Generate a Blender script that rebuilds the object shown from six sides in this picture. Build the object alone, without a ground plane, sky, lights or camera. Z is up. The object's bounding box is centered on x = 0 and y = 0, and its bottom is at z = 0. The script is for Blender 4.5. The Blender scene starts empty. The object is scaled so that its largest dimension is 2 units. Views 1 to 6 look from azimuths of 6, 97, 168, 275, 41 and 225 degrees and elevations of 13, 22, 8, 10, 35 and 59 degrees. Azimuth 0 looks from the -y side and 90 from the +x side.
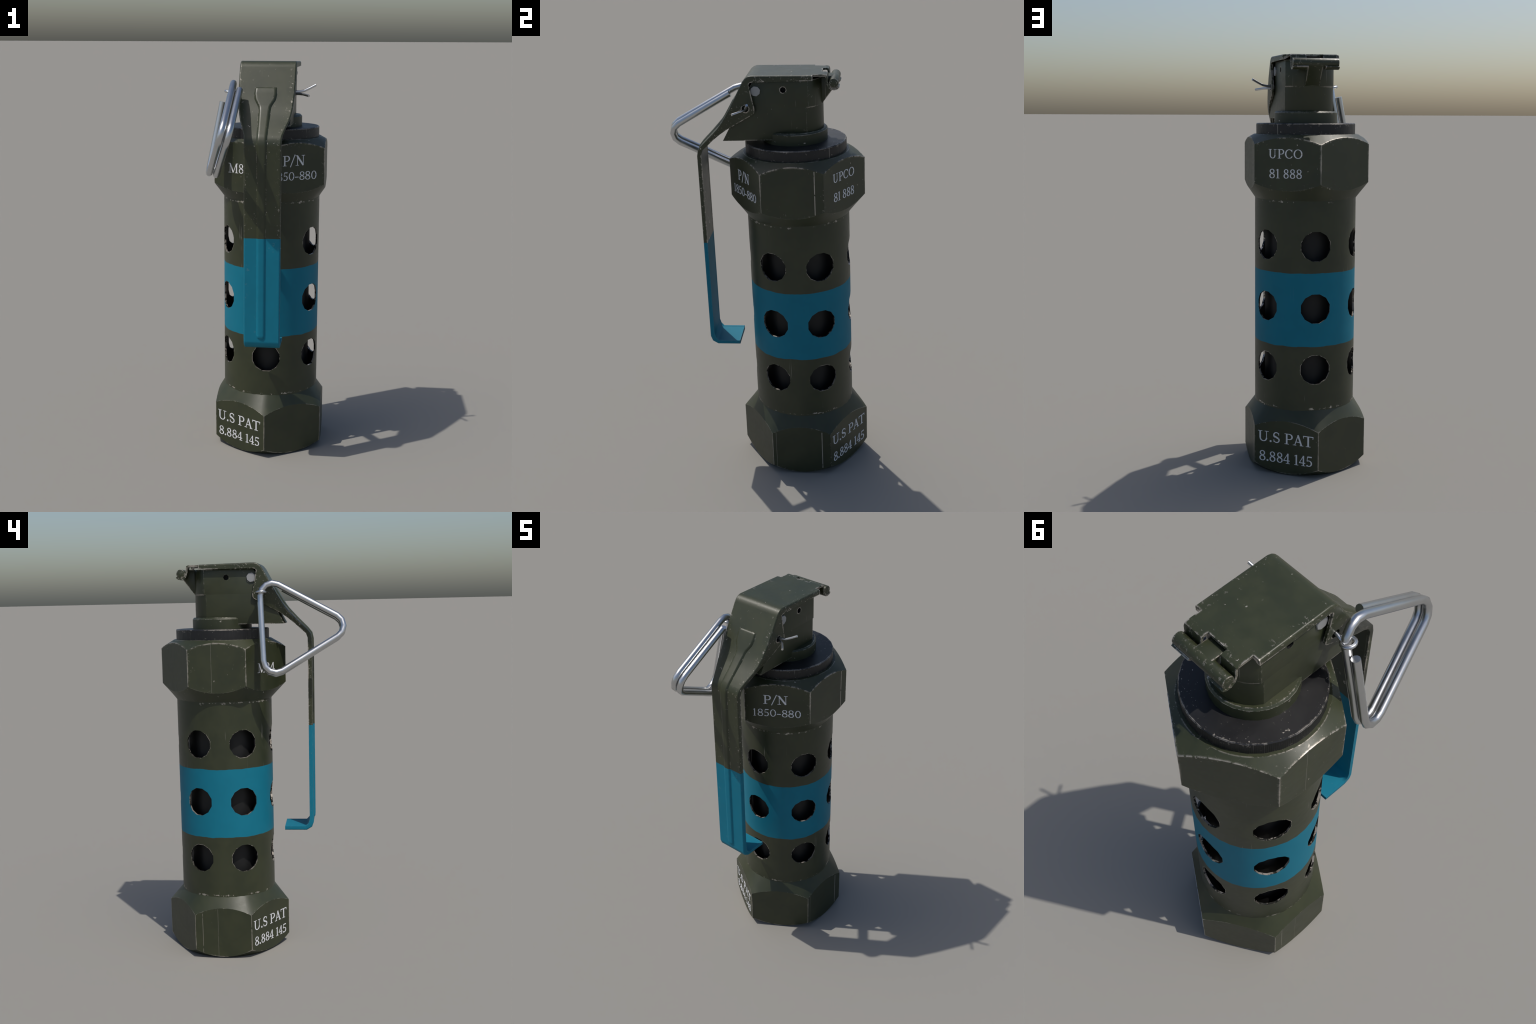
import bpy, bmesh, math, random
from mathutils import Vector, Matrix

random.seed(7)
# ------------------------------------------------------------------ frame
AX, AY = 0.0095, 0.156            # vertical axis of the canister
TWIST = math.radians(-0.48)       # the canister is turned a hair about it
TUBE_R, TUBE_Z0, TUBE_Z1 = 0.2460, 0.320, 1.320
HOLE_ANGLES = (89.4, 151.7, 208.0)            # each drilled straight through
HOLE_ROWS = (1.107, 0.811, 0.516)
BAND = (0.6290, 0.9800)                      # blue paint band on the tube
LEVER_BAND = 1.1825                          # lever is blue below this height


def spin(x, y):
    """point given relative to the canister axis -> world xy"""
    c, s = math.cos(TWIST), math.sin(TWIST)
    return AX + c * x - s * y, AY + s * x + c * y


def head(x, y, z):
    """fuze-head points: x from the axis plane, y and z in world"""
    px, py = spin(x, y - AY)
    return Vector((px, py, z))


# ------------------------------------------------------------------ node helpers
class Nodes:
    def __init__(self, name):
        self.mat = bpy.data.materials.new(name)
        self.mat.use_nodes = True
        self.t = self.mat.node_tree
        self.t.nodes.clear()
        self.out = self.t.nodes.new("ShaderNodeOutputMaterial")
        self.bsdf = self.t.nodes.new("ShaderNodeBsdfPrincipled")
        self.t.links.new(self.bsdf.outputs[0], self.out.inputs[0])
        self.co = self.t.nodes.new("ShaderNodeTexCoord").outputs["Object"]

    def put(self, sock, v):
        if isinstance(v, bpy.types.NodeSocket):
            self.t.links.new(v, sock)
        elif v is not None:
            if hasattr(sock.default_value, "__len__") and not hasattr(v, "__len__"):
                v = (v,) * len(sock.default_value)
            elif hasattr(v, "__len__") and len(v) == 3 and len(sock.default_value) == 4:
                v = (*v, 1.0)
            sock.default_value = v

    def math(self, op, a, b=None, c=None, clamp=False):
        n = self.t.nodes.new("ShaderNodeMath")
        n.operation, n.use_clamp = op, clamp
        for i, v in enumerate((a, b, c)):
            self.put(n.inputs[i], v)
        return n.outputs[0]

    def vec(self, op, a, b=None):
        n = self.t.nodes.new("ShaderNodeVectorMath")
        n.operation = op
        self.put(n.inputs[0], a)
        if b is not None:
            self.put(n.inputs[1], b)
        return n.outputs["Value"] if op in ("DOT_PRODUCT", "LENGTH", "DISTANCE") else n.outputs[0]

    def noise(self, scale, detail=4.0, rough=0.55, co=None, stretch=None):
        co = co or self.co
        if stretch:
            co = self.vec("MULTIPLY", co, stretch)
        n = self.t.nodes.new("ShaderNodeTexNoise")
        self.put(n.inputs["Vector"], co)
        n.inputs["Scale"].default_value = scale
        n.inputs["Detail"].default_value = detail
        n.inputs["Roughness"].default_value = rough
        return n.outputs["Fac"]

    def step(self, v, lo, hi):
        n = self.t.nodes.new("ShaderNodeMapRange")
        n.interpolation_type = "SMOOTHSTEP"
        self.put(n.inputs[0], v)
        n.inputs[1].default_value, n.inputs[2].default_value = lo, hi
        return n.outputs[0]

    def mix(self, f, a, b):
        n = self.t.nodes.new("ShaderNodeMix")
        n.data_type = "RGBA"
        self.put(n.inputs[0], f)
        self.put(n.inputs[6], a)
        self.put(n.inputs[7], b)
        return n.outputs[2]

    def mixf(self, f, a, b):
        n = self.t.nodes.new("ShaderNodeMix")
        n.data_type = "FLOAT"
        self.put(n.inputs[0], f)
        self.put(n.inputs[2], a)
        self.put(n.inputs[3], b)
        return n.outputs[0]

    def xyz(self):
        n = self.t.nodes.new("ShaderNodeSeparateXYZ")
        self.put(n.inputs[0], self.co)
        return n.outputs

    def edge(self, radius):
        """0 on flats, rising on sharp edges within `radius`"""
        b = self.t.nodes.new("ShaderNodeBevel")
        b.samples = 6
        b.inputs["Radius"].default_value = radius
        g = self.t.nodes.new("ShaderNodeNewGeometry")
        sp = self.t.nodes.new("ShaderNodeSeparateXYZ")
        self.put(sp.inputs[0], b.outputs[0])
        self.edge_z = sp.outputs[2]
        return self.math("SUBTRACT", 1.0, self.vec("DOT_PRODUCT", b.outputs[0], g.outputs["Normal"]))

    def bump(self, h, strength, dist=0.002):
        n = self.t.nodes.new("ShaderNodeBump")
        n.inputs["Strength"].default_value = strength
        n.inputs["Distance"].default_value = dist
        self.put(n.inputs["Height"], h)
        self.put(self.bsdf.inputs["Normal"], n.outputs[0])

    def angle(self):
        x, y, z = self.xyz()[:3]
        return self.math("ARCTAN2", self.math("SUBTRACT", y, AY), self.math("SUBTRACT", x, AX))


OLIVE_A, OLIVE_B = (0.0270, 0.0328, 0.0143), (0.0368, 0.0420, 0.0180)
BARE = (0.52, 0.47, 0.41)
BLUE = (0.0050, 0.165, 0.245)


def painted(name, a=OLIVE_A, b=OLIVE_B, edge_r=0.0045, edge_amt=0.5, chip=0.0, upright=0.0, upright_top=2.0, calm=0.0,
            streak=0.0, band=None, lines=(), seams=(), rough=0.43, knurl=False):
    """worn paint: mottled coat, rubbed edges, chips, fine vertical scratches"""
    m = Nodes(name)
    X, Y, Z = m.xyz()[:3]
    col = m.mix(m.step(m.noise(9, 5, 0.6), 0.35, 0.65), a, b)
    brushed = m.noise(30, 4, 0.6, stretch=(1.0, 1.0, 0.35))
    col = m.mix(m.math("MULTIPLY", brushed, 0.35), col, tuple(c * 0.75 for c in a))
    blue_mask = None
    if band:
        wob = m.math("MULTIPLY", m.math("SUBTRACT", m.noise(14, 3), 0.5), 0.012)
        zz = m.math("ADD", Z, wob) if band[0] > 0.1 else Z
        blue_mask = m.math("MULTIPLY", m.step(zz, band[0] - 0.0012, band[0] + 0.0012),
                           m.math("SUBTRACT", 1.0, m.step(zz, band[1] - 0.0012, band[1] + 0.0012)))
        bl = m.mix(m.noise(12, 4), tuple(c * 0.90 for c in BLUE), tuple(c * 1.08 for c in BLUE))
        col = m.mix(blue_mask, col, bl)
    # rubbed edges: how near the edge is, broken up by grit and by patches
    e = m.edge(edge_r)
    near_edge = m.step(e, 0.0, 0.085)
    grit = m.math("SUBTRACT", m.noise(85, 6, 0.72), 0.5)
    patch = m.math("SUBTRACT", m.noise(10, 3, 0.6), 0.5)
    rub = m.math("ADD", near_edge, m.math("ADD", m.math("MULTIPLY", grit, 3.2), m.math("MULTIPLY", patch, 3.4)))
    wear = m.math("MULTIPLY", m.step(rub, 1.22 - 0.4 * edge_amt, 1.36 - 0.4 * edge_amt), m.step(e, 0.0015, 0.008))
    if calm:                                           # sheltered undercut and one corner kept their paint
        kept = m.math("MULTIPLY", m.math("GREATER_THAN", X, 0.2), m.math("GREATER_THAN", Y, 0.27))
        kept = m.math("MAXIMUM", kept, m.math("MULTIPLY", m.math("LESS_THAN", Z, calm), 0.8))
        wear = m.math("MULTIPLY", wear, m.math("SUBTRACT", 1.0, kept))
    if upright:                                        # the long upright corners are rubbed almost end to end
        e2 = m.edge(0.0048)
        nz = m.math("ABSOLUTE", m.edge_z)
        up = m.math("MULTIPLY", m.step(e2, 0.008, 0.035), m.math("LESS_THAN", nz, 0.06))
        if upright_top < 1.9:
            up = m.math("MULTIPLY", up, m.math("LESS_THAN", Z, upright_top))
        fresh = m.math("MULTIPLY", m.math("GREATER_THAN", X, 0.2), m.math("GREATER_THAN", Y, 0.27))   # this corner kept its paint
        up = m.math("MULTIPLY", up, m.math("SUBTRACT", 1.0, fresh))
        wear = m.math("MAXIMUM", wear, m.math("MULTIPLY", m.math("MULTIPLY", up, m.step(m.noise(30, 3), 0.30, 0.45)), upright))
    if chip:
        spots = m.step(m.noise(44, 6, 0.62), 0.715 - 0.05 * chip, 0.730 - 0.05 * chip)
        where = m.step(m.noise(6, 3), 0.46, 0.58)
        wear = m.math("MAXIMUM", wear, m.math("MULTIPLY", spots, where))
        near = m.math("MULTIPLY", m.step(m.edge(edge_r * 4), 0.004, 0.05),
                      m.step(m.noise(80, 6, 0.7), 0.675 - 0.06 * chip, 0.70 - 0.06 * chip))
        wear = m.math("MAXIMUM", wear, m.math("MULTIPLY", near, 0.85))
    if streak:
        s = m.noise(1.0, 2, 0.5, stretch=(170, 170, 2.2))
        s = m.step(s, 0.700, 0.735)
        s = m.math("MULTIPLY", s, m.step(m.noise(5, 2), 0.50, 0.60))
        wear = m.math("MAXIMUM", wear, m.math("MULTIPLY", s, streak))
    for zc, half, amt in seams:                          # rubbed dashes where two turned parts meet
        hit = m.math("LESS_THAN", m.math("ABSOLUTE", m.math("SUBTRACT", Z, zc)),
                     m.math("MULTIPLY", m.step(m.noise(48, 4, 0.7), 0.50, 0.72), half))
        wear = m.math("MAXIMUM", wear, m.math("MULTIPLY", hit, m.math("MULTIPLY", m.step(m.noise(9, 2), 0.42, 0.55), amt)))
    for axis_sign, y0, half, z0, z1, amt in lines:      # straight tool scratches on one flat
        hit = m.math("LESS_THAN", m.math("ABSOLUTE", m.math("SUBTRACT", Y, y0)), half)
        side = m.math("GREATER_THAN", m.math("MULTIPLY", X, axis_sign), 0.24)
        zin = m.math("MULTIPLY", m.math("GREATER_THAN", Z, z0), m.math("LESS_THAN", Z, z1))
        hit = m.math("MULTIPLY", m.math("MULTIPLY", hit, side), zin)
        hit = m.math("MULTIPLY", hit, m.step(m.noise(40, 3), 0.30, 0.42))
        wear = m.math("MAXIMUM", wear, m.math("MULTIPLY", hit, amt))
    if blue_mask is not None:
        wear = m.math("MULTIPLY", wear, m.math("SUBTRACT", 1.0, m.math("MULTIPLY", blue_mask, 0.93)))
    bare = m.mix(m.noise(40, 3), tuple(c * 0.8 for c in BARE), tuple(c * 1.1 for c in BARE))
    col = m.mix(wear, col, bare)
    m.put(m.bsdf.inputs["Base Color"], col)
    r = m.math("ADD", rough - 0.13, m.math("ADD", m.math("MULTIPLY", m.noise(18, 5, 0.65), 0.14),
                                            m.math("MULTIPLY", m.noise(55, 5, 0.7, stretch=(1.0, 0.45, 1.0)), 0.14)))
    if blue_mask is not None:
        r = m.mixf(blue_mask, r, 0.60)
    m.put(m.bsdf.inputs["Roughness"], m.mixf(wear, r, 0.40))
    m.put(m.bsdf.inputs["Metallic"], m.math("MULTIPLY", wear, 0.5))
    m.put(m.bsdf.inputs["Specular IOR Level"], m.mixf(blue_mask, 0.5, 0.22) if blue_mask is not None else 0.5)
    h = m.noise(140, 4, 0.6)
    if knurl:
        w = m.math("SINE", m.math("MULTIPLY", m.angle(), 230.0))
        flat = m.math("LESS_THAN", m.math("ABSOLUTE", m.math("SUBTRACT", Z, 1.648)), 0.0225)
        h = m.math("ADD", m.math("MULTIPLY", h, 0.25), m.math("MULTIPLY", m.math("MULTIPLY", w, flat), 0.5))
        m.bump(h, 0.20, 0.0016)
    else:
        m.bump(h, 0.10, 0.0012)
    return m.mat


def metal(name, c, rough, metallic=1.0, bump=0.05):
    m = Nodes(name)
    n = m.noise(22, 5, 0.6)
    m.put(m.bsdf.inputs["Base Color"], m.mix(n, tuple(v * 0.86 for v in c), c))
    m.put(m.bsdf.inputs["Roughness"], m.math("ADD", rough, m.math("MULTIPLY", n, 0.08)))
    m.bsdf.inputs["Metallic"].default_value = metallic
    m.bump(m.noise(120, 3), bump, 0.001)
    return m.mat


HEX_LINES_TOP = ((1, 0.2565, 0.0020, 1.387, 1.592, 0.8), (-1, 0.1849, 0.0009, 1.37, 1.61, 0.22))
HEX_LINES_BASE = ((1, 0.2568, 0.0020, 0.031, 0.238, 0.7), (1, 0.0262, 0.0009, 0.03, 0.235, 0.35),
                  (-1, 0.2654, 0.0010, 0.03, 0.236, 0.45), (-1, 0.186, 0.0008, 0.01, 0.26, 0.22))
M_TUBE = painted("olive_paint_tube", band=BAND, edge_amt=0.45, streak=0.5,
                 seams=((TUBE_Z0 + 0.003, 0.009, 0.9), (TUBE_Z1 - 0.006, 0.010, 0.7)))
M_HEX_TOP = painted("olive_paint_collar", edge_r=0.0120, edge_amt=0.95, chip=0.65, upright=0.75, calm=1.42, lines=HEX_LINES_TOP)
M_HEX_BASE = painted("olive_paint_base", edge_r=0.0075, edge_amt=0.45, chip=0.1, upright=0.75, lines=HEX_LINES_BASE)
M_HEAD = painted("olive_paint_head", edge_r=0.0090, edge_amt=0.8, chip=0.6, streak=0.6)
M_LEVER = painted("olive_paint_lever", edge_r=0.0100, edge_amt=0.48, chip=1.15, upright=0.45, upright_top=1.60, band=(-1.0, LEVER_BAND), rough=0.40)
M_RIB = painted("olive_paint_rib", edge_amt=0.1, chip=0.5, band=(-1.0, LEVER_BAND), rough=0.40)
M_HINGE = painted("olive_paint_hinge", edge_r=0.008, edge_amt=1.0, chip=1.75)
M_BLACK = painted("black_paint", a=(0.0070, 0.0070, 0.0080), b=(0.0115, 0.0113, 0.0122),
                  edge_r=0.0080, edge_amt=0.85, chip=0.9, streak=0.7, rough=0.46, knurl=True)
M_CHARGE = metal("dark_charge_casing", (0.0045, 0.0045, 0.0046), 0.6, 0.0)  # colour darkened to near black so sunlight through the holes leaves no crescents
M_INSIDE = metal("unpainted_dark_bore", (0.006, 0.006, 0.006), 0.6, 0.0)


def worn_lip(name):
    """drilled lips: dark paint rubbed through to bright metal in patches"""
    m = Nodes(name)
    f = m.step(m.math("ADD", m.noise(26, 4, 0.6), m.math("MULTIPLY", m.math("SUBTRACT", m.noise(90, 4), 0.5), 0.5)), 0.46, 0.56)
    m.put(m.bsdf.inputs["Base Color"], m.mix(f, (0.014, 0.014, 0.011), (0.55, 0.50, 0.44)))
    m.put(m.bsdf.inputs["Metallic"], m.math("MULTIPLY", f, 0.7))
    m.bsdf.inputs["Roughness"].default_value = 0.34
    return m.mat


M_RIM = worn_lip("worn_hole_lip")
M_STEEL = metal("bright_steel_wire", (0.62, 0.63, 0.64), 0.27, 1.0, 0.01)
M_PIN = metal("dull_zinc_pin", (0.36, 0.36, 0.36), 0.45, 0.25)
M_WHITE = metal("white_marking_paint", (0.76, 0.76, 0.775), 0.55, 0.0, 0.0)


# ------------------------------------------------------------------ object helpers
root = bpy.data.objects.new("stun_grenade", None)
root.empty_display_size = 0.2
root.location = (AX, AY, 0.0)
root["label"] = "olive drab perforated stun grenade with blue band and steel pull ring"
root["category"] = "stun grenade"
bpy.context.scene.collection.objects.link(root)


def add(name, verts, faces, mats, parent=root, smooth=33, bevel=0.0, seg=2, slot=None):
    me = bpy.data.meshes.new(name)
    me.from_pydata([tuple(v) for v in verts], [], faces)
    me.validate()
    bm = bmesh.new()
    bm.from_mesh(me)
    bmesh.ops.remove_doubles(bm, verts=bm.verts, dist=1e-6)
    bmesh.ops.recalc_face_normals(bm, faces=bm.faces)
    bm.to_mesh(me)
    bm.free()
    for mt in (mats if isinstance(mats, (list, tuple)) else [mats]):
        me.materials.append(mt)
    o = bpy.data.objects.new(name, me)
    bpy.context.scene.collection.objects.link(o)
    o.parent = parent
    if parent is root:
        o.location = (-AX, -AY, 0.0)
    if bevel:
        md = o.modifiers.new("bevel", "BEVEL")
        md.width, md.segments, md.limit_method, md.angle_limit = bevel, seg, "ANGLE", math.radians(28)
        md.harden_normals = False
        apply(o)
    shade(o.data, smooth)
    return o


def apply(o):
    dg = bpy.context.evaluated_depsgraph_get()
    me = bpy.data.meshes.new_from_object(o.evaluated_get(dg))
    o.modifiers.clear()
    old = o.data
    o.data = me
    nm = old.name
    bpy.data.meshes.remove(old)
    me.name = nm


def shade(me, deg):
    me.shade_smooth()
    me.set_sharp_from_angle(angle=math.radians(deg))


def loft(rings, close=True, cap=True):
    """faces joining equal-length closed rings"""
    verts, faces, n = [], [], len(rings[0])
    for r in rings:
        verts += r
    for i in range(len(rings) - 1):
        for j in range(n if close else n - 1):
            k = (j + 1) % n
            faces.append((i * n + j, i * n + k, (i + 1) * n + k, (i + 1) * n + j))
    if cap:
        faces.append(tuple(range(n)))
        faces.append(tuple(range((len(rings) - 1) * n, len(rings) * n)))
    return verts, faces


def join(parts):
    verts, faces = [], []
    for v, f in parts:
        o = len(verts)
        verts += list(v)
        faces += [tuple(i + o for i in q) for q in f]
    return verts, faces


def lathe(profile, n, phase=0.0):
    rings = []
    for r, z in profile:
        ring = []
        for i in range(n):
            t = 2 * math.pi * i / n + phase
            x, y = spin(r * math.cos(t), r * math.sin(t))
            ring.append(Vector((x, y, z)))
        rings.append(ring)
    return loft(rings)


def tube_along(path, radius, n=10, cap=True):
    """sweep a circle along a polyline with parallel-transported frames"""
    path = [Vector(p) for p in path]
    rings, up = [], None
    for i, p in enumerate(path):
        a = path[max(i - 1, 0)]
        b = path[min(i + 1, len(path) - 1)]
        d = (b - a).normalized()
        if up is None:
            up = d.orthogonal().normalized()
        up = (up - d * up.dot(d)).normalized()
        sd = d.cross(up)
        # keep the wire's true width through a bend
        if 0 < i < len(path) - 1:
            c = max(0.6, ((path[i] - a).normalized()).dot(d))
        else:
            c = 1.0
        r = radius / (0.5 + 0.5 * c)
        rings.append([p + (up * math.cos(2 * math.pi * k / n) + sd * math.sin(2 * math.pi * k / n)) * r
                      for k in range(n)])
    return loft(rings, cap=cap)


def fillet(points, radius, seg=5):
    """polyline with its inner corners rounded"""
    pts = [Vector(p) for p in points]
    out = [pts[0]]
    for i in range(1, len(pts) - 1):
        p, a, b = pts[i], (pts[i - 1] - pts[i]).normalized(), (pts[i + 1] - pts[i]).normalized()
        half = a.angle(b) / 2
        cut = radius / math.tan(half)
        cen = p + (a + b).normalized() * (radius / math.sin(half))
        s, e = p + a * cut - cen, p + b * cut - cen
        ang = s.angle(e)
        for k in range(seg + 1):
            t = k / seg
            out.append(cen + (s * math.sin((1 - t) * ang) + e * math.sin(t * ang)) / math.sin(ang))
    out.append(pts[-1])
    return out


def prism(poly, x0, x1):
    """(y, z) outline extruded across x, in fuze-head space"""
    return loft([[head(x0, y, z) for y, z in poly], [head(x1, y, z) for y, z in poly]])


# ------------------------------------------------------------------ hexagonal ends
def hex_corners(x, y1, y2):
    return [(0, y2), (-x, y1), (-x, -y1), (0, -y2), (x, -y1), (x, y1)]


def crisp(me):
    """flats stay flat: sharp where a flat meets a flat or a turned surface, smooth elsewhere"""
    bm = bmesh.new()
    bm.from_mesh(me)
    kind = lambda q: 0 if abs(q.normal.z) < 0.02 else (2 if abs(q.normal.z) > 0.998 else 1)
    for e in bm.edges:
        a, b = e.link_faces
        e.smooth = kind(a) == kind(b) and not (kind(a) == 0 and a.normal.angle(b.normal) > 0.3)
    bm.to_mesh(me)
    bm.free()


def hex_part(name, corners, mat, r_low, z_low, low_corner, low_mid, top_corner, top_mid, r_top, z_top, n=14):
    """hexagonal prism whose ends are turned down, so every flat ends in an arch"""
    rings = [[] for _ in range(4)]
    for i in range(6):
        a, b = Vector(corners[i]), Vector(corners[(i + 1) % 6])
        for k in range(n):
            s = k / n
            p = a.lerp(b, s)
            arch = 1 - (2 * s - 1) ** 2
            d = p.normalized()
            zl = low_corner + (low_mid - low_corner) * arch
            zt = top_corner + (top_mid - top_corner) * arch
            rl = min(r_low, p.length - 0.002)
            rt = min(r_top, p.length - 0.002)
            for ring, q, z in ((0, d * rl, z_low), (1, p, zl), (2, p, zt), (3, d * rt, z_top)):
                x, y = spin(q.x, q.y)
                rings[ring].append(Vector((x, y, z)))
    v, f = loft(rings)
    o = add(name, v, f, mat)
    crisp(o.data)
    return o


HEX_BASE = hex_corners(0.2748, 0.1460, 0.3206)
HEX_TOP = hex_corners(0.2756, 0.1446, 0.3222)
base = hex_part("hex_base", HEX_BASE, M_HEX_BASE, 0.262, 0.0, 0.0420, 0.0050, 0.2285, 0.2650, TUBE_R - 0.004, 0.321)
collar = hex_part("hex_collar", HEX_TOP, M_HEX_TOP, TUBE_R - 0.004, 1.316, 1.400, 1.367, 1.580, 1.6125, 0.250, 1.6255)

# ------------------------------------------------------------------ perforated tube
v, f = lathe([(TUBE_R, TUBE_Z0 - 0.03), (TUBE_R, TUBE_Z1 + 0.03)], 36, math.radians(5))
ring_in = lathe([(TUBE_R - 0.0085, TUBE_Z0 - 0.03), (TUBE_R - 0.0085, TUBE_Z1 + 0.03)], 36, math.radians(5))
nv = len(v)
tv = v + ring_in[0]
tf = [q for q in f[:-2]] + [tuple(i + nv for i in q)[::-1] for q in ring_in[1][:-2]]
for j in range(36):                                   # close the two end rims
    k = (j + 1) % 36
    tf.append((j, k, nv + k, nv + j))
    tf.append((36 + k, 36 + j, nv + 36 + j, nv + 36 + k))
tube = add("perforated_tube", tv, tf, [M_TUBE, M_INSIDE, M_RIM], smooth=30)
cut_parts = []
for zc in HOLE_ROWS:
    for deg in HOLE_ANGLES:
        t = math.radians(deg)
        d, sd = Vector((math.cos(t), math.sin(t), 0)), Vector((-math.sin(t), math.cos(t), 0))
        rings = []
        for e in (-0.32, 0.32):
            rings.append([Vector((AX, AY, zc)) + d * e + sd * (0.0722 * math.cos(2 * math.pi * (k + 0.5) / 12))
                          + Vector((0, 0, 0.0722 * math.sin(2 * math.pi * (k + 0.5) / 12))) for k in range(12)])
        cut_parts.append(loft(rings))


def boolean_cut(o, parts):
    for v, f in parts:
        c = add("cutter", v, f, [], parent=None)
        md = o.modifiers.new("cut", "BOOLEAN")
        md.operation, md.solver, md.object = "DIFFERENCE", "EXACT", c
        apply(o)
        bpy.data.objects.remove(c)


tube.location, tube.parent = (0, 0, 0), None
for p in cut_parts:
    boolean_cut(tube, [p])
tube.parent, tube.location = root, (-AX, -AY, 0.0)
me = tube.data
normals = []
for p in me.polygons:
    c = p.center
    rad = Vector((c.x - AX, c.y - AY, 0)).normalized()
    k = rad.dot(p.normal)
    p.use_smooth = True
    kind = 0 if k > 0.97 else (1 if k < -0.97 else 2)
    p.material_index = kind
    for li in p.loop_indices:
        co = me.vertices[me.loops[li].vertex_index].co
        r = Vector((co.x - AX, co.y - AY, 0)).normalized()
        normals.append(r if kind == 0 else (-r if kind == 1 else p.normal.copy()))
me.normals_split_custom_set(normals)

v, f = lathe([(0.1985, TUBE_Z0 - 0.02), (0.1985, TUBE_Z1 + 0.02)], 12)
add("charge_cylinder", v, f, M_CHARGE, smooth=40)

# ------------------------------------------------------------------ lock ring and neck
v, f = lathe([(0.236, 1.6215), (0.239, 1.6245), (0.2392, 1.6730), (0.2362, 1.6765)], 28, math.radians(4))
add("lock_ring", v, f, M_BLACK, smooth=25)
v, f = lathe([(0.1515, 1.672), (0.1515, 1.7255), (0.1445, 1.7335)], 26, math.radians(3))
add("neck", v, f, M_HEAD, smooth=25)

# ------------------------------------------------------------------ fuze head
HW = 0.1168


def head_ring(z, front, yc, back, n=10, w=HW):
    dy = back - yc
    r = (w * w + dy * dy) / (2 * dy)
    a0 = math.asin(w / r)
    ring = [head(-w, front, z), head(w, front, z)]
    for k in range(n + 1):
        a = a0 - 2 * a0 * k / n
        ring.append(head(r * math.sin(a), back - r + r * math.cos(a), z))
    return ring


def nose(z):
    return -0.1715 + (z - 1.6985) * 0.56


rings = []
for z, yc, back in ((1.6985, 0.2205, 0.2910), (1.8470, 0.2205, 0.2910), (1.8472, 0.2295, 0.2920), (1.9705, 0.2295, 0.2920)):
    rings.append(head_ring(z, nose(z), yc, back))
v, f = loft(rings)
fuze = add("fuze_head", v, f, [M_HEAD, M_INSIDE], bevel=0.0022, seg=2)
fuze.parent, fuze.location = None, (0, 0, 0)


def across(y, z, r, x0, x1, n, phase=0.0):
    return loft([[head(x, y + r * math.cos(2 * math.pi * (k + phase) / n), z + r * math.sin(2 * math.pi * (k + phase) / n))
                  for k in range(n)] for x in (x0, x1)])


boolean_cut(fuze, [across(0.1172, 1.9295, 0.0140, HW - 0.03, HW + 0.05, 7),
                   across(0.1172, 1.9295, 0.0140, -HW - 0.05, -HW + 0.03, 7)])
for p in fuze.data.polygons:                           # dark bores
    c = p.center
    if abs(c.y - AY + 0.0388) < 0.017 and abs(c.z - 1.9295) < 0.016 and p.area < 0.0012:
        p.material_index = 1
shade(fuze.data, 33)
fuze.parent, fuze.location = root, (-AX, -AY, 0.0)

arm = [(0.255, 1.9735), (0.346, 1.9735), (0.358, 1.9680), (0.3640, 1.9500), (0.3580, 1.9330), (0.3470, 1.9240), (0.2885, 1.8485), (0.262, 1.8485)]
v, f = prism(arm, -0.0345, 0.0350)
add("hinge_bracket", v, f, M_HEAD, bevel=0.0015)
v, f = across(0.3462, 1.9522, 0.0222, -0.1090, 0.1085, 18)
add("hinge_pin", v, f, M_HINGE, bevel=0.0015)
v, f = across(-0.0085, 1.9275, 0.0236, -0.1230, 0.1230, 8, 0.3)
add("striker_pin", v, f, M_PIN, smooth=20, bevel=0.0012)

# ------------------------------------------------------------------ safety lever
# stations down the lever: outer skin (y, z), free edge of the side flange (y, z), skin depth ratio
STATIONS = [
    ((0.2530, 1.9945), (0.2530, 1.9853), 0.96),       # narrow tongue starts here
    ((0.2528, 1.9945), (0.2528, 1.9715), 0.40),
    ((0.0000, 1.9995), (-0.0160, 1.9712), 0.34),
    ((-0.0270, 2.0000), (-0.0270, 1.9695), 0.36),
    ((-0.0420, 1.9955), (-0.0325, 1.9665), 0.38),
    ((-0.0545, 1.9860), (-0.0350, 1.9600), 0.38),
    ((-0.0655, 1.9718), (-0.0258, 1.9100), 0.18),
    ((-0.1046, 1.9004), (-0.0145, 1.8500), 0.12),
    ((-0.1374, 1.8426), (-0.0152, 1.8340), 0.10),
    ((-0.1560, 1.8120), (-0.0214, 1.8239), 0.11),
    ((-0.1720, 1.7870), (-0.1000, 1.7800), 0.18),
    ((-0.1950, 1.7565), (-0.1480, 1.7540), 0.28),
    ((-0.2240, 1.7270), (-0.1860, 1.7275), 0.40),
    ((-0.2540, 1.6970), (-0.2230, 1.6965), 0.60),
    ((-0.2850, 1.6660), (-0.2560, 1.6650), 0.96),
    ((-0.3000, 1.6460), (-0.2760, 1.6480), 0.96),
    ((-0.3057, 1.6180), (-0.2845, 1.6250), 0.96),
    ((-0.3060, 0.6740), (-0.2850, 0.6905), 0.96),
    ((-0.2965, 0.6485), (-0.2780, 0.6680), 0.96),
    ((-0.2693, 0.6320), (-0.2640, 0.6525), 0.96),
    ((-0.1560, 0.6320), (-0.1560, 0.6525), 0.96),
]


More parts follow.
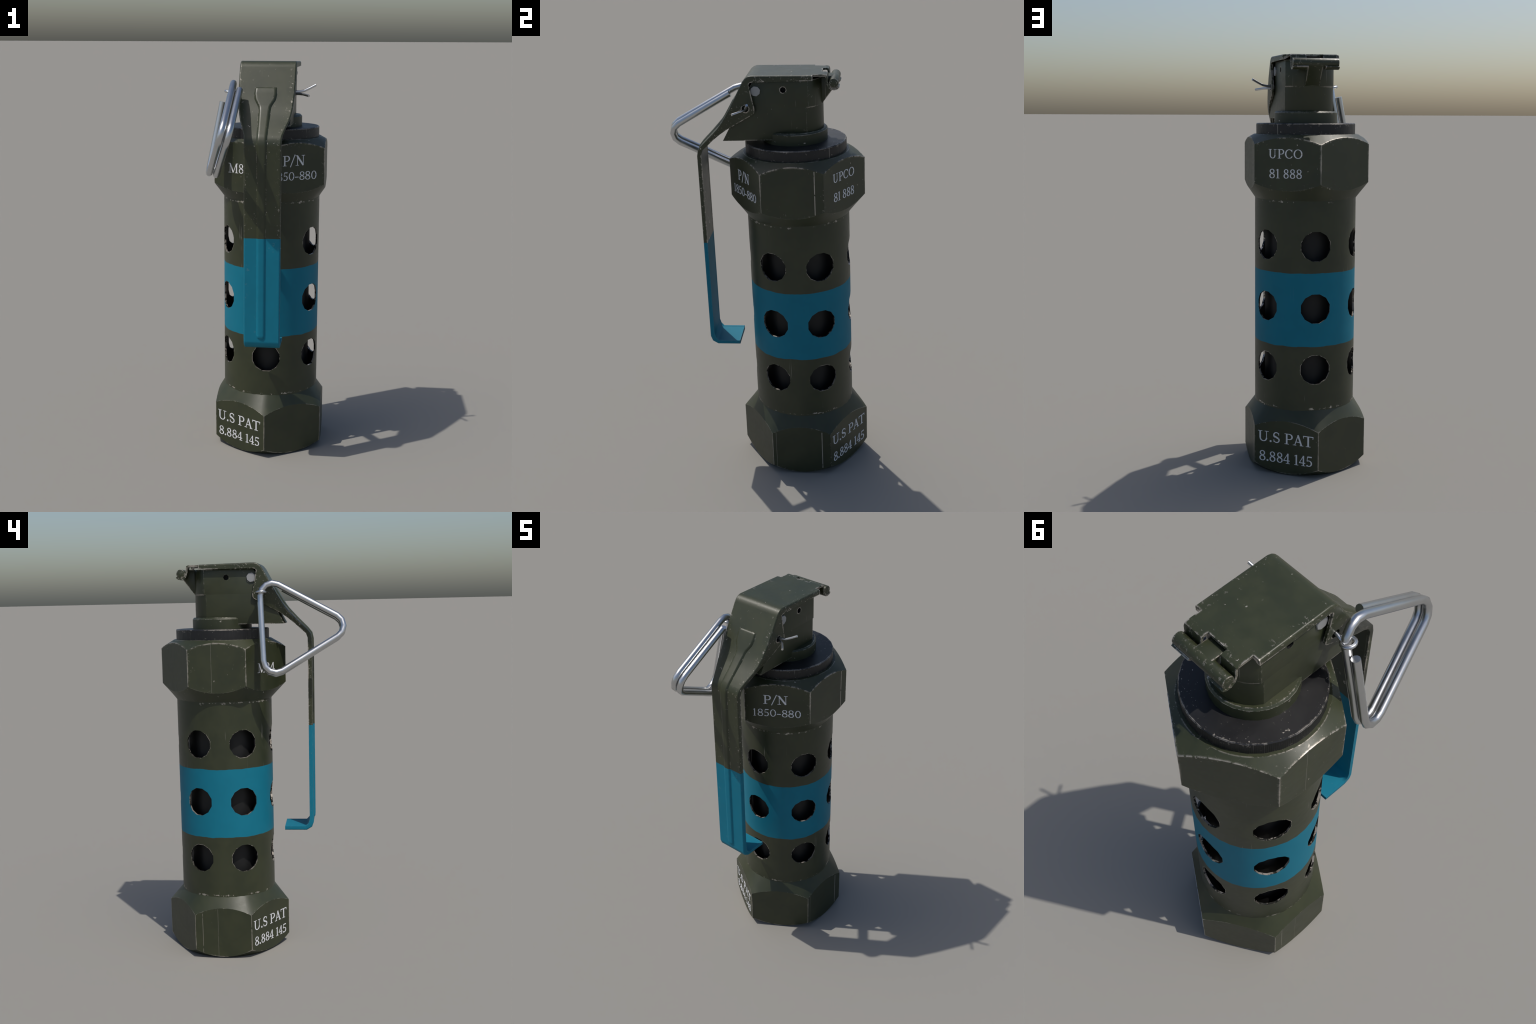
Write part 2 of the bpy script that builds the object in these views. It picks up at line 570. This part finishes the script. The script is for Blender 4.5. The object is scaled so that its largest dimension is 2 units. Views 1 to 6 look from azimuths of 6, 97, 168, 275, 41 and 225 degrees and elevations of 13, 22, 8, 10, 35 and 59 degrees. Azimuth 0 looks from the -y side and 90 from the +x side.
def lever_half_width(z):
    table = ((1.64, 0.0876), (1.665, 0.0905), (1.70, 0.1045), (1.727, 0.1165), (1.757, 0.1250), (1.78, 0.1290), (1.84, 0.1345), (1.90, 0.1365))
    if z <= table[0][0]:
        return table[0][1]
    for (z0, w0), (z1, w1) in zip(table, table[1:]):
        if z <= z1:
            return w0 + (w1 - w0) * (z - z0) / (z1 - z0)
    return table[-1][1]


parts, rings = [], []
SHEET = 0.0105
for (oy, oz), (iy, iz), dep in STATIONS:
    narrow = oy == 0.2530
    wo, wi = (0.1102, 0.1102) if narrow else (lever_half_width(oz), lever_half_width(min(iz, oz)))
    qy, qz = oy + (iy - oy) * dep, oz + (iz - oz) * dep
    wq = wi if narrow else lever_half_width(qz)
    rings.append([head(-wo, oy, oz), head(wo, oy, oz), head(wi, iy, iz), head(wi - SHEET, iy, iz),
                  head(wq - SHEET, qy, qz), head(-wq + SHEET, qy, qz), head(-wi + SHEET, iy, iz), head(-wi, iy, iz)])
lv, lf = loft(rings)
lf.pop(-2)                                              # left open: the tongue carries on from here
LEVER_RINGS = rings
lever = add("safety_lever", lv, lf, M_LEVER, smooth=40)


def round_corners(o, *rows):
    bm = bmesh.new()
    bm.from_mesh(o.data)
    keys = [{tuple(round(c, 5) for c in p): i for i, p in enumerate(row)} for row in rows]
    pick = []
    for e in bm.edges:
        ends = [tuple(round(c, 5) for c in v.co) for v in e.verts]
        if any(a in k for k in keys for a in ends[:1] if ends[1] in k):
            pick.append(e)
    bmesh.ops.bevel(bm, geom=pick, offset=0.0075, segments=3, profile=0.5, affect="EDGES", clamp_overlap=True)
    bm.to_mesh(o.data)
    bm.free()


def weight_normals(o, deg):
    shade(o.data, deg)
    md = o.modifiers.new("weighted", "WEIGHTED_NORMAL")
    md.keep_sharp, md.weight = True, 60
    apply(o)


# rear tongue of the lever with its two hooks around the hinge pin
T = 0.0092
X0, X1, X2, X3 = -0.1102, -0.0445, 0.0365, 0.1102      # hook, notch, hook across the tongue


def tongue_strip(x0, x1, mid, skip):
    """sheet of thickness T swept along a (y, z) centre line; `skip` drops the wall shared with the notch web"""
    rings = []
    for i, (y, z) in enumerate(mid):
        a, b = mid[max(i - 1, 0)], mid[min(i + 1, len(mid) - 1)]
        dy, dz = b[0] - a[0], b[1] - a[1]
        if i < 2:
            dy, dz = 1.0, 0.0
        L = math.hypot(dy, dz)
        t = T if i < 5 else 0.0080
        ny, nz = -dz / L * t / 2, dy / L * t / 2
        rings.append([head(x0, y + ny, z + nz), head(x1, y + ny, z + nz), head(x1, y - ny, z - nz), head(x0, y - ny, z - nz)])
    v, f = loft(rings)
    f.pop(-2)
    return v, [q for k, q in enumerate(f) if k not in skip]


hook_line = [(0.2530, 1.9945 - T / 2), (0.2910, 1.9938 - T / 2), (0.3065, 1.9935 - T / 2), (0.3125, 1.9870), (0.3150, 1.9795), (0.3155, 1.9600)]
for k in range(9):
    a = math.radians(188 + k * 17.0)
    hook_line.append((0.3462 + 0.0270 * math.cos(a), 1.9522 + 0.0270 * math.sin(a)))
v, f = join([tongue_strip(X0, X1, hook_line, {1}), tongue_strip(X2, X3, hook_line, {3}),
             tongue_strip(X1, X2, hook_line[:2], {1, 3})])
hooks = add("lever_hook", v, f, M_LEVER, parent=lever, smooth=35)

# stamped stiffening rib on the outer face
RIB = [(1.8790, 0.0520, 0.0), (1.8760, 0.0530, 0.55), (1.8690, 0.0540, 1.0), (1.8475, 0.0560, 1.0), (1.8220, 0.0510, 1.0), (1.7980, 0.0365, 1.0), (1.7880, 0.0318, 1.0),
       (1.7700, 0.0295, 1.0), (1.7200, 0.0275, 1.0), (1.6700, 0.0265, 1.0), (1.6460, 0.0262, 1.0), (1.6180, 0.0255, 1.0),
       (1.5000, 0.0230, 1.0), (0.7050, 0.0225, 1.0), (0.6920, 0.0185, 0.8), (0.6860, 0.0110, 0.0)]


def lever_skin(z):
    o = [s[0] for s in STATIONS[6:18]]
    for (y0, z0), (y1, z1) in zip(o, o[1:]):
        if z1 <= z <= z0:
            t = (z0 - z) / (z0 - z1)
            d = Vector((y1 - y0, z1 - z0)).normalized()
            return y0 + (y1 - y0) * t, d
    return o[-1][0], Vector((0, -1))


rings = []
for z, hw, k in RIB:
    y, d = lever_skin(z)
    ny, nz = d.y, -d.x                                  # outward from the lever
    if ny > 0:
        ny, nz = -ny, -nz
    h = 0.0072 * k
    cx = -0.004
    sec = []
    edge = min(0.011, hw * 0.6)
    for side in (-1, 1):
        half = [(hw, -0.35), (hw, 0.0), (hw - 0.30 * edge, 0.25), (hw - 0.62 * edge, 0.75), (hw - edge, 0.97), (hw - edge * 1.5, 1.0)]
        for fx, fh in (half if side < 0 else half[::-1]):
            off = h * fh if fh > 0 else 0.006 * fh
            sec.append(head(cx + side * max(fx, 0.001), y + ny * off, z + nz * off))
    rings.append(sec)
v, f = loft(rings)
rib = add("lever_rib", v, f, M_RIB, parent=lever, smooth=60)
weight_normals(rib, 60)

# round the two long outer corners of the pressing
round_corners(lever, [tuple(r[0]) for r in LEVER_RINGS[1:]], [tuple(r[1]) for r in LEVER_RINGS[1:]])

# cotter-pin holes through the cheeks: short dark eyelets cut through both flanges
lever.parent, lever.location = None, (0, 0, 0)
boolean_cut(lever, [across(-0.0565, 1.8512, 0.0168, 0.1225, 0.20, 9), across(-0.0565, 1.8512, 0.0168, -0.20, -0.1225, 9)])
weight_normals(lever, 50)
lever.parent, lever.location = root, (-AX, -AY, 0.0)
for c in lever.children:
    c.location = (0, 0, 0)

# ------------------------------------------------------------------ pull ring and split pin
A_END = (-0.2122, -0.0590, 1.8049)
A_LOW = (-0.2890, -0.0785, 1.4240)
A_TIP = (-0.1575, -0.5220, 1.6850)
B_TOP = (-0.1505, -0.0511, 1.9391)
NRM = Vector((-0.9575, -0.1162, 0.2639))
B_LOW = Vector(A_LOW) - NRM * 0.0345
B_TIP = Vector(A_TIP) - NRM * 0.0345
B_END = (-0.1175, -0.1655, 1.8685)
path = fillet([A_END, A_LOW, A_TIP, B_TOP, B_LOW, B_TIP, B_END], 0.060, 4)
v, f = tube_along(path, 0.0158, 10)
add("pull_ring", v, f, M_STEEL, smooth=50)

EYE = Vector((-0.1765, -0.0590, 1.8520))
bdir = (Vector(B_TOP) - B_LOW).normalized()
e1 = Vector((1, 0, 0)) - bdir * bdir.x
e1.normalize()
e2 = bdir.cross(e1)
eye = []
for k in range(15):
    a = math.radians(18 + k * (324 / 14))
    eye.append(EYE + e1 * (0.0225 * math.cos(a)) + e2 * (0.0225 * math.sin(a)))
start = [Vector((-0.05, -0.0565, 1.8535)), Vector((-0.125, -0.0545, 1.8560)), Vector((-0.142, -0.0520, 1.8550))]
stop = [Vector((-0.142, -0.0600, 1.8480)), Vector((-0.125, -0.0585, 1.8480)), Vector((-0.05, -0.0585, 1.8475))]
pin_path = start + eye + stop
upper = [(-0.05, -0.0540, 1.8560), (0.130, -0.0540, 1.8560), (0.160, -0.0530, 1.8570), (0.181, -0.0505, 1.8605), (0.2095, -0.0430, 1.8740), (0.2370, -0.0360, 1.8885)]
lower = [(-0.05, -0.0570, 1.8450), (0.130, -0.0570, 1.8455), (0.155, -0.0610, 1.8465), (0.176, -0.0740, 1.8455), (0.190, -0.0900, 1.8430), (0.208, -0.1105, 1.8400)]
v, f = join([tube_along(pin_path, 0.0068, 10), tube_along(upper, 0.0060, 8), tube_along(lower, 0.0060, 8)])
add("split_pin", v, f, M_STEEL, smooth=50)


# ------------------------------------------------------------------ lettering (stroke-built serif capitals and figures)
THICK, THIN, SER = 0.150, 0.062, 0.045


def arc(cx, cy, rx, ry, a0, a1, w0, w1, n=18, swell=None):
    """elliptic stroke; `swell` (lo, hi) shades the width between upright and level parts"""
    out = []
    for k in range(n + 1):
        t = math.radians(a0 + (a1 - a0) * k / n)
        w = w0 + (w1 - w0) * k / n
        if swell:
            w = swell[0] + (swell[1] - swell[0]) * abs(math.cos(t)) ** 1.5
        out.append((cx + rx * math.cos(t), cy + ry * math.sin(t), w))
    return out


def line(x0, y0, x1, y1, w):
    return [(x0, y0, w), (x1, y1, w)]


def serif(x, y, half=0.15):
    return line(x - half, y, x + half, y, SER)


SW = (THIN, THICK)


def glyph(ch):
    """(advance box width, strokes) with cap height 1"""
    e = SER / 2
    if ch == "U":
        return 1.0, [line(0.20, 1, 0.20, 0.33, THICK), arc(0.50, 0.34, 0.30, 0.305, 180, 360, 0, 0, swell=(0.075, 0.13)),
                     line(0.80, 0.33, 0.80, 1, THIN), serif(0.20, 1 - e, 0.20), serif(0.82, 1 - e, 0.18)]
    if ch == "S":
        return 0.66, [arc(0.32, 0.735, 0.235, 0.235, 20, 200, 0.06, 0.12), arc(0.345, 0.69, 0.26, 0.19, 180, 255, 0.12, 0.15)[:14],
                      line(0.16, 0.60, 0.50, 0.42, THICK), arc(0.33, 0.265, 0.245, 0.235, 40, -160, 0.13, 0.06),
                      line(0.545, 0.93, 0.545, 0.72, 0.05), line(0.085, 0.06, 0.085, 0.30, 0.05)]
    if ch == "P":
        return 0.78, [line(0.20, 0, 0.20, 1, THICK), serif(0.20, e, 0.20), line(0.0, 1 - e, 0.40, 1 - e, SER),
                      line(0.20, 1 - 0.032, 0.42, 1 - 0.032, THIN), arc(0.42, 0.72, 0.28, 0.25, 90, -90, 0, 0, swell=(THIN, 0.14)),
                      line(0.20, 0.47, 0.42, 0.47, THIN)]
    if ch == "A":
        return 1.0, [line(0.50, 0.98, 0.17, 0.02, THIN + 0.01), line(0.48, 0.99, 0.82, 0.02, THICK), line(0.27, 0.33, 0.70, 0.33, THIN),
                     serif(0.16, e, 0.16), serif(0.83, e, 0.17)]
    if ch == "T":
        return 1.0, [line(0.50, 0, 0.50, 1, THICK), serif(0.50, e, 0.22), line(0.03, 0.965, 0.97, 0.965, 0.07),
                     line(0.03, 0.99, 0.06, 0.76, 0.055), line(0.97, 0.99, 0.94, 0.76, 0.055)]
    if ch == "C":
        return 0.92, [arc(0.50, 0.50, 0.41, 0.465, 42, 318, 0, 0, 28, swell=(THIN, THICK)), line(0.82, 0.96, 0.82, 0.70, 0.055),
                      line(0.80, 0.19, 0.86, 0.27, 0.06)]
    if ch == "O":
        return 1.0, [arc(0.50, 0.50, 0.415, 0.465, 0, 360, 0, 0, 36, swell=(THIN, THICK))]
    if ch == "N":
        return 1.0, [line(0.20, 0, 0.20, 1, THIN), line(0.17, 0.96, 0.82, 0.03, THICK + 0.02), line(0.83, 0, 0.83, 1, THIN),
                     serif(0.19, e, 0.17), line(0.0, 1 - e, 0.24, 1 - e, SER), serif(0.83, 1 - e, 0.17)]
    if ch == "M":
        return 1.2, [line(0.20, 0, 0.22, 1, THIN), line(0.22, 0.98, 0.60, 0.03, THICK), line(0.60, 0.03, 0.97, 0.98, THIN + 0.01),
                     line(1.0, 1, 1.0, 0, THICK), serif(0.18, e, 0.18), serif(1.01, e, 0.19), line(0.04, 1 - e, 0.26, 1 - e, SER),
                     line(0.94, 1 - e, 1.18, 1 - e, SER)]
    if ch == "/":
        return 0.5, [line(0.02, -0.12, 0.48, 1.08, 0.085)]
    if ch == ".":
        return 0.2, [arc(0.10, 0.09, 0.05, 0.045, 0, 360, 0.10, 0.10, 14)]
    if ch == "-":
        return 0.4, [line(0.0, 0.36, 0.4, 0.36, 0.095)]
    if ch == "0":
        return 0.66, [arc(0.33, 0.50, 0.265, 0.465, 0, 360, 0, 0, 32, swell=(THIN, 0.125))]
    if ch == "1":
        return 0.46, [line(0.24, 0, 0.24, 0.99, 0.135), line(0.02, e, 0.46, e, SER), line(0.24, 0.955, 0.03, 0.86, 0.055)]
    if ch == "8":
        return 0.62, [arc(0.31, 0.755, 0.215, 0.212, 0, 360, 0, 0, 26, swell=(THIN, 0.115)),
                      arc(0.31, 0.262, 0.252, 0.232, 0, 360, 0, 0, 28, swell=(0.065, 0.125)),
                      line(0.17, 0.62, 0.46, 0.42, 0.10)]
    if ch == "4":
        return 0.68, [line(0.47, 0.0, 0.47, 0.99, 0.125), line(0.46, 0.965, 0.05, 0.30, 0.06), line(0.01, 0.285, 0.66, 0.285, 0.075),
                      line(0.27, e, 0.67, e, SER)]
    if ch == "5":
        return 0.62, [line(0.17, 0.945, 0.56, 0.945, 0.11), line(0.155, 0.97, 0.105, 0.52, 0.055),
                      arc(0.27, 0.315, 0.255, 0.265, 122, -115, 0, 0, 26, swell=(0.065, 0.125)),
                      arc(0.12, 0.09, 0.04, 0.04, 0, 360, 0.08, 0.08, 10)]
    return 0.3, []


def hex_frame(corners, i):
    a, b = Vector(spin(*corners[i])), Vector(spin(*corners[(i + 1) % 6]))
    t = (b - a).normalized()
    return (a + b) / 2, t, Vector((t.y, -t.x))


def lettering(parent, corners, side, rows):
    """rows: (z of baseline, cap height, [(character, left, right), ...]) measured along the flat"""
    mid, t, n = hex_frame(corners, side)
    parts, lift = [], 0
    for z0, h, chars in rows:
        for ch, x0, x1 in chars:
            width, strokes = glyph(ch)
            sx = (x1 - x0) / width
            for stroke in strokes:
                lift = (lift + 1) % 9
                top = 0.0009 + 0.00008 * lift
                pts = [(x0 + x * sx, z0 + y * h, w) for x, y, w in stroke]
                closed = math.hypot(pts[0][0] - pts[-1][0], pts[0][1] - pts[-1][1]) < 1e-6
                ringlist = []
                for i, (x, z, w) in enumerate(pts):
                    if closed and i in (0, len(pts) - 1):
                        a, b = pts[-2], pts[1]
                    else:
                        a, b = pts[max(i - 1, 0)], pts[min(i + 1, len(pts) - 1)]
                    dx, dz = b[0] - a[0], b[1] - a[1]
                    L = math.hypot(dx, dz) or 1
                    ww = w * h * 0.5 * (0.9 if sx / h < 0.75 else 1.0)
                    px, pz = -dz / L * ww, dx / L * ww
                    ringlist.append([Vector((*(mid + t * (x + s * px) + n * d), z + s * pz))
                                     for s, d in ((1, -0.002), (1, top), (-1, top), (-1, -0.002))])
                parts.append(loft(ringlist))
    v, f = join(parts)
    o = add("lettering", v, f, M_WHITE, parent=parent, smooth=20)
    o["kind"] = "stuff"
    o.location = (0, 0, 0)
    return o


def word(text, edges):
    return [(c, edges[2 * i], edges[2 * i + 1]) for i, c in enumerate(text)]


PATENT = word("U.SPAT", (-0.1455, -0.0906, -0.0854, -0.0749, -0.0681, -0.0318, -0.0081, 0.0345, 0.0347, 0.0873, 0.0856, 0.1385))
PATENT_NO = word("8.884145", (-0.1386, -0.1072, -0.1017, -0.0912, -0.0852, -0.0553, -0.0478, -0.0181, -0.0145, 0.0195,
                              0.0419, 0.0624, 0.0660, 0.0987, 0.1011, 0.1339))
# sides of the hexagon, counter-clockwise: 1 = -x, 2 = -x-y, 3 = +x-y, 4 = +x, 5 = +x+y, 0 = -x+y
lettering(base, HEX_BASE, 5, [(0.1535, 0.0525, PATENT), (0.0560, 0.0510, PATENT_NO)])
lettering(base, HEX_BASE, 2, [(0.1395, 0.0525, PATENT), (0.0560, 0.0475, PATENT_NO)])
lettering(collar, HEX_TOP, 2, [(1.4590, 0.0470, word("M84", (-0.0702, -0.0064, -0.0019, 0.0260, 0.0310, 0.0690)))])
lettering(collar, HEX_TOP, 3, [(1.5025, 0.0500, word("P/N", (-0.0693, -0.0304, -0.0296, -0.0017, 0.0, 0.0518))),
                               (1.4310, 0.0415, word("1850-880", (-0.1214, -0.1072, -0.0989, -0.0713, -0.0669, -0.0412, -0.0368, -0.0061,
                                                                   -0.0017, 0.0175, 0.0226, 0.0513, 0.0545, 0.0831, 0.0882, 0.1180)))])
lettering(collar, HEX_TOP, 5, [(1.5170, 0.0425, word("UPCO", (-0.0923, -0.0536, -0.0478, -0.0155, -0.0121, 0.0267, 0.0301, 0.0742))),
                               (1.4257, 0.0430, word("81888", (-0.0887, -0.0618, -0.0561, -0.0390, -0.0180, 0.0064, 0.0132, 0.0385, 0.0447, 0.0710)))])
